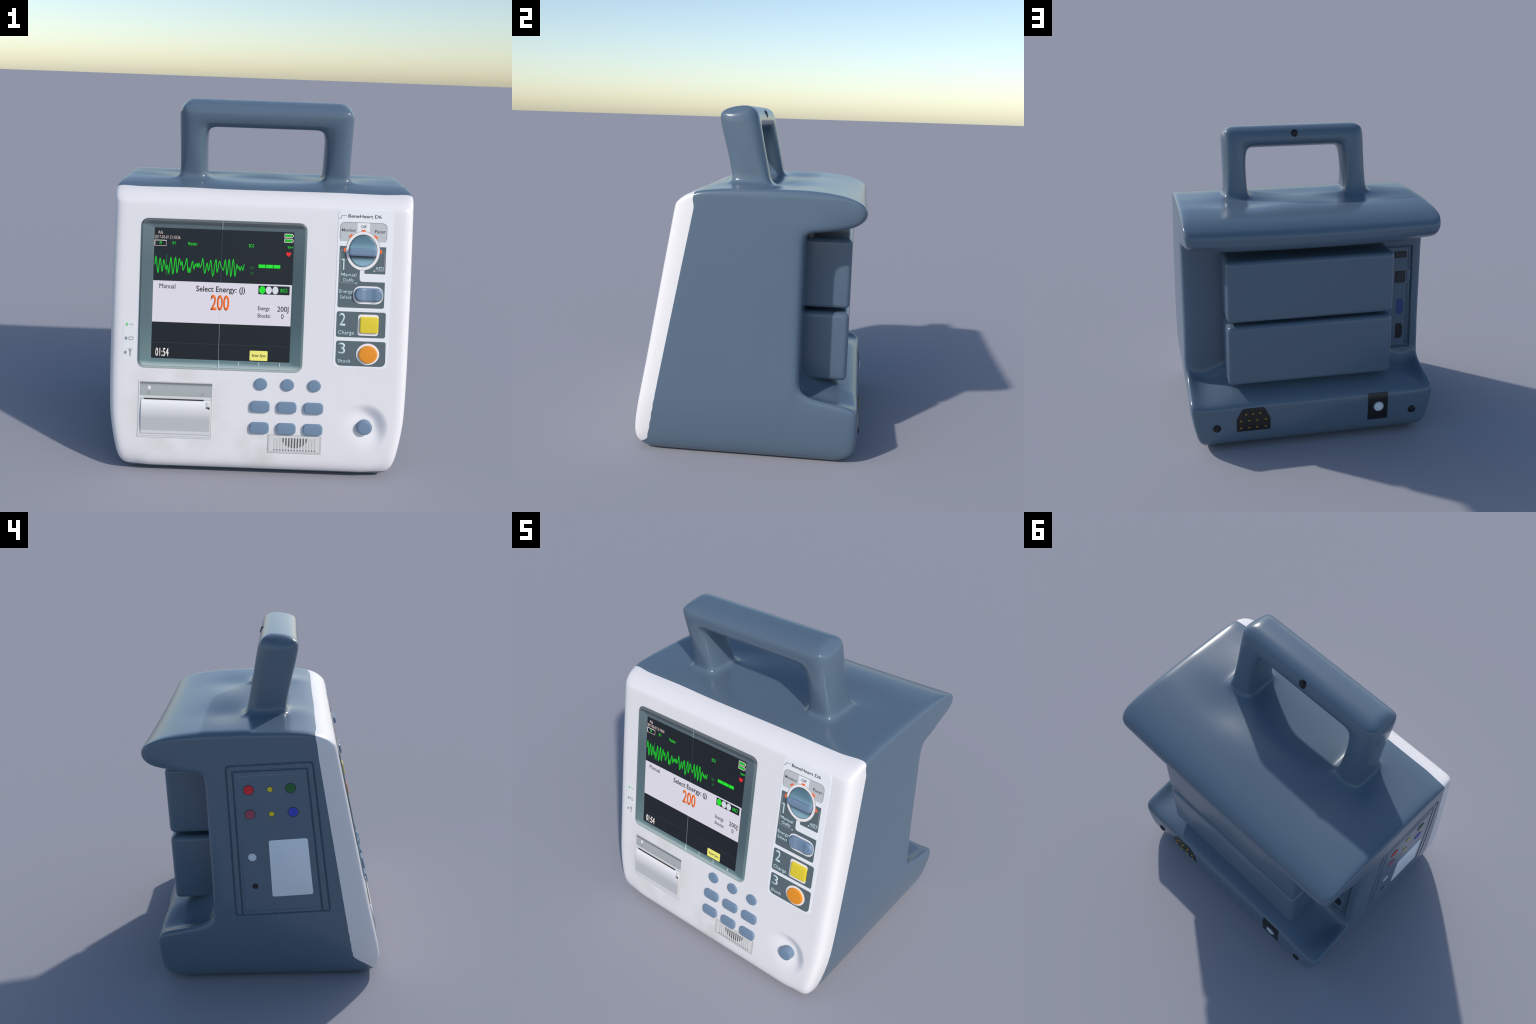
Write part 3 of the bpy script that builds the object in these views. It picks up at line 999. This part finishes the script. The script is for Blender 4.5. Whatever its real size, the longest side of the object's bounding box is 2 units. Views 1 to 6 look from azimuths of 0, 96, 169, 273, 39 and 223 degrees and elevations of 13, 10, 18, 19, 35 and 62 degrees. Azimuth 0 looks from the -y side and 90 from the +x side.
socket(0.070, 1.2335, 0.030, 0.0255, SOCKET_RED, 8)
socket(-0.1565, 1.238, 0.030, 0.0255, SOCKET_GREEN, 8)
socket(0.0695, 1.0915, 0.030, 0.0255, SOCKET_ROSE, 9)
socket(-0.166, 1.099, 0.030, 0.0255, SOCKET_BLUE, 9)
socket(-0.0455, 1.2345, 0.0165, 0.0143, SOCKET_YELLOW, 0)
socket(-0.049, 1.092, 0.0165, 0.0143, SOCKET_YELLOW, 0)
cap('gas_port', ellipse(0.0695, 0.835, 0.0265, 0.0265, 36), PLATE, [(0, 0.004), (0.002, 0.0108), (0.006, 0.0114)], PEARL_EDGE, module)
cap('gas_port', ellipse(0.0695, 0.835, 0.021, 0.021, 36), PLATE, [(0, 0.006), (0, 0.0122), (0.003, 0.0131)], PEARL, module)
ring('gas_port', ellipse(0.0695, 0.835, 0.0135, 0.0135, 36), ellipse(0.0695, 0.835, 0.0115, 0.0115, 36), PLATE,
     [(0, 0.0116), (0, 0.0136), (1, 0.0136)], PEARL_EDGE, module)
plate('screw_hole', ellipse(0.061, 0.655, 0.0165, 0.0165, 28), PLATE, 0.0106, BLACK, module)
cap('hatch', rpoly([(-0.025, 0.934), (-0.240, 0.943), (-0.263, 0.597), (-0.033, 0.586)], 0.013, 5), PLATE,
    [(0, 0.002), (0, 0.0106), (0.002, 0.0121)], HATCH, module)

# ------------------------------------------------------------------ back: battery packs
def battery(z0, z1):
    bm = bmesh.new()
    bmesh.ops.create_cube(bm, size=1)
    x0, x1, y0, y1 = -0.532, 0.557, 0.28, 0.571
    for v in bm.verts:
        v.co = Vector((x0 if v.co.x < 0 else x1, y0 if v.co.y < 0 else y1, z0 if v.co.z < 0 else z1))
    bmesh.ops.bevel(bm, geom=bm.edges[:], offset=0.03, segments=6, profile=0.5, affect='EDGES')
    return new_obj('battery_pack', bm, BLUE)


battery(0.863, 1.270)
battery(0.430, 0.839)


# ------------------------------------------------------------------ back: port strip in the recess wall


def port_relief(x, z):
    """Sunken strip with a gutter round it."""
    sd = poly_sd((x, z), PORT)
    return 0.0004 - 0.007 * (1 - sstep(-0.006, 0.003, sd)) - 0.009 * (1 - sstep(0.003, 0.009, abs(sd + 0.008)))


ports = patch('port_strip', inset(PORT, -0.0075), BACK, port_relief, 0.0036, BLUE, skirt=-0.003)
STRIP_FRAME = Frame(BACK.origin, BACK.n, -0.0151)   # strip surface sits at 0.0085
# raised gutter along the outer edge of the strip
for z0, z1 in ((1.205, 1.065), (0.955, 0.50)):
    cap('port_ridge', rrect(-0.738, -0.716, z0, z1, 0.006, 3), STRIP_FRAME, [(0, 0.004), (0.003, 0.011), (0.008, 0.013)], BLUE, ports)
cap('port_ridge', rpoly([(-0.742, 1.06), (-0.708, 1.045), (-0.708, 0.975), (-0.742, 0.96)], 0.012, 4), STRIP_FRAME, [(0, 0.004), (0.003, 0.012), (0.008, 0.014)], BLUE, ports)


def jack_port(x0, x1, z0, z1, m, r=0.0, inner=None):
    plate('port', rrect(x0, x1, z0, z1, r, 4), STRIP_FRAME, 0.0105, BLACK, ports)
    for (a, b, c, d) in inner or ():
        plate('port_insert', rrect(a, b, c, d), STRIP_FRAME, 0.0118, m, ports)


jack_port(-0.621, -0.705, 1.140, 1.185, PORT_DARK, 0, [(-0.631, -0.697, 1.147, 1.178)])
jack_port(-0.631, -0.702, 0.961, 1.044, PORT_DARK, 0, [(-0.640, -0.694, 1.010, 1.036), (-0.638, -0.696, 0.969, 1.002)])
for zc, m, dot in ((0.786, PORT_BLUE, PORT_PIN), (0.603, BLACK, PORT_DARK)):
    plate('port', rpoly([(-0.650, zc - 0.055), (-0.688, zc - 0.055), (-0.700, zc - 0.03), (-0.700, zc + 0.03),
                         (-0.688, zc + 0.055), (-0.650, zc + 0.055)], 0.006, 3), STRIP_FRAME, 0.0105, m, ports)
    for r in range(3):
        for s in range(7):
            plate('port_pin', ellipse(-0.659 - 0.015 * r, zc - 0.042 + 0.014 * s + (0.004 if r == 1 else 0), 0.0032, 0.0032, 8), STRIP_FRAME, 0.0118, dot, ports)

# ------------------------------------------------------------------ back: tray connectors and screws
plug = patch('data_socket', rpoly([(0.523, 0.228), (0.520, 0.144), (0.302, 0.143), (0.301, 0.228), (0.340, 0.305), (0.482, 0.305)],
                                  [0.02, 0.004, 0.004, 0.02, 0.03, 0.03], 5), BACK, lambda a, b: 0.003, 0.02, BLACK)
for x, z in [(0.460, 0.265), (0.414, 0.265), (0.367, 0.266)] + [(xx, zz) for zz in (0.2195, 0.168) for xx in (0.494, 0.4405, 0.389, 0.3325)]:
    cap('contact_pin', ellipse(x, z, 0.0078, 0.0065, 14), BACK, [(0, 0.002), (0.001, 0.006), (0.003, 0.008)], GOLD, plug)
jackp = patch('power_inlet', rrect(-0.494, -0.358, 0.132, 0.322), BACK, lambda a, b: 0.003, 0.02, BLACK)
plate('inlet_edge', rrect(-0.494, -0.358, 0.140, 0.1425), BACK, 0.0045, PORT_DARK, jackp)
cap('inlet_jack', ellipse(-0.4305, 0.2265, 0.036, 0.036, 40), BACK, [(0, 0.002), (0.001, 0.005), (0.007, 0.008)], PEARL_EDGE, jackp)
cap('inlet_jack', ellipse(-0.4305, 0.2265, 0.028, 0.028, 40), BACK, [(0, 0.006), (0.001, 0.010), (0.004, 0.011)], PEARL, jackp)
ring('inlet_jack', ellipse(-0.4305, 0.2265, 0.0185, 0.0185, 36), ellipse(-0.4305, 0.2265, 0.0165, 0.0165, 36), BACK,
     [(0, 0.009), (0, 0.0118), (1, 0.0118)], PEARL_EDGE, jackp)


HANDLE_N = Vector((0, 0.94, 0.342))
HANDLE_BACK = Frame(lambda x, z: (Vector((x, -0.012, z)) + HANDLE_N * 0.3, -HANDLE_N), HANDLE_N)


def screw(x, z, r, frame, sink=0.0):
    """Dark pan-head screw with a cross slot."""
    c0 = frame(x, z, 0)
    n = frame.n
    ex = Vector((1, 0, 0))
    ez = n.cross(ex) * -1

    def flat(a, b, h=0.0):
        return c0 + ex * (a - x) + ez * (b - z) + n * (h - sink)
    flat.n = n
    s = cap('screw', ellipse(x, z, r, r, 28), flat, [(0, -0.012), (0.001, 0.003), (0.005, 0.007), (0.012, 0.0095), (0.018, 0.0102)], SCREW)
    for a in (25, 115):
        c, q = math.cos(math.radians(a)) * r * 0.6, math.sin(math.radians(a)) * r * 0.6
        stroke('screw_slot', [(x - c, z - q), (x + c, z + q)], 0.0045, flat, 0.0112 if a == 25 else 0.0110, PORT_DARK, s)


screw(0.650, 0.182, 0.0265, BACK)
screw(-0.664, 0.181, 0.0265, BACK)
screw(0.005, 1.955, 0.0265, HANDLE_BACK, 0.005)
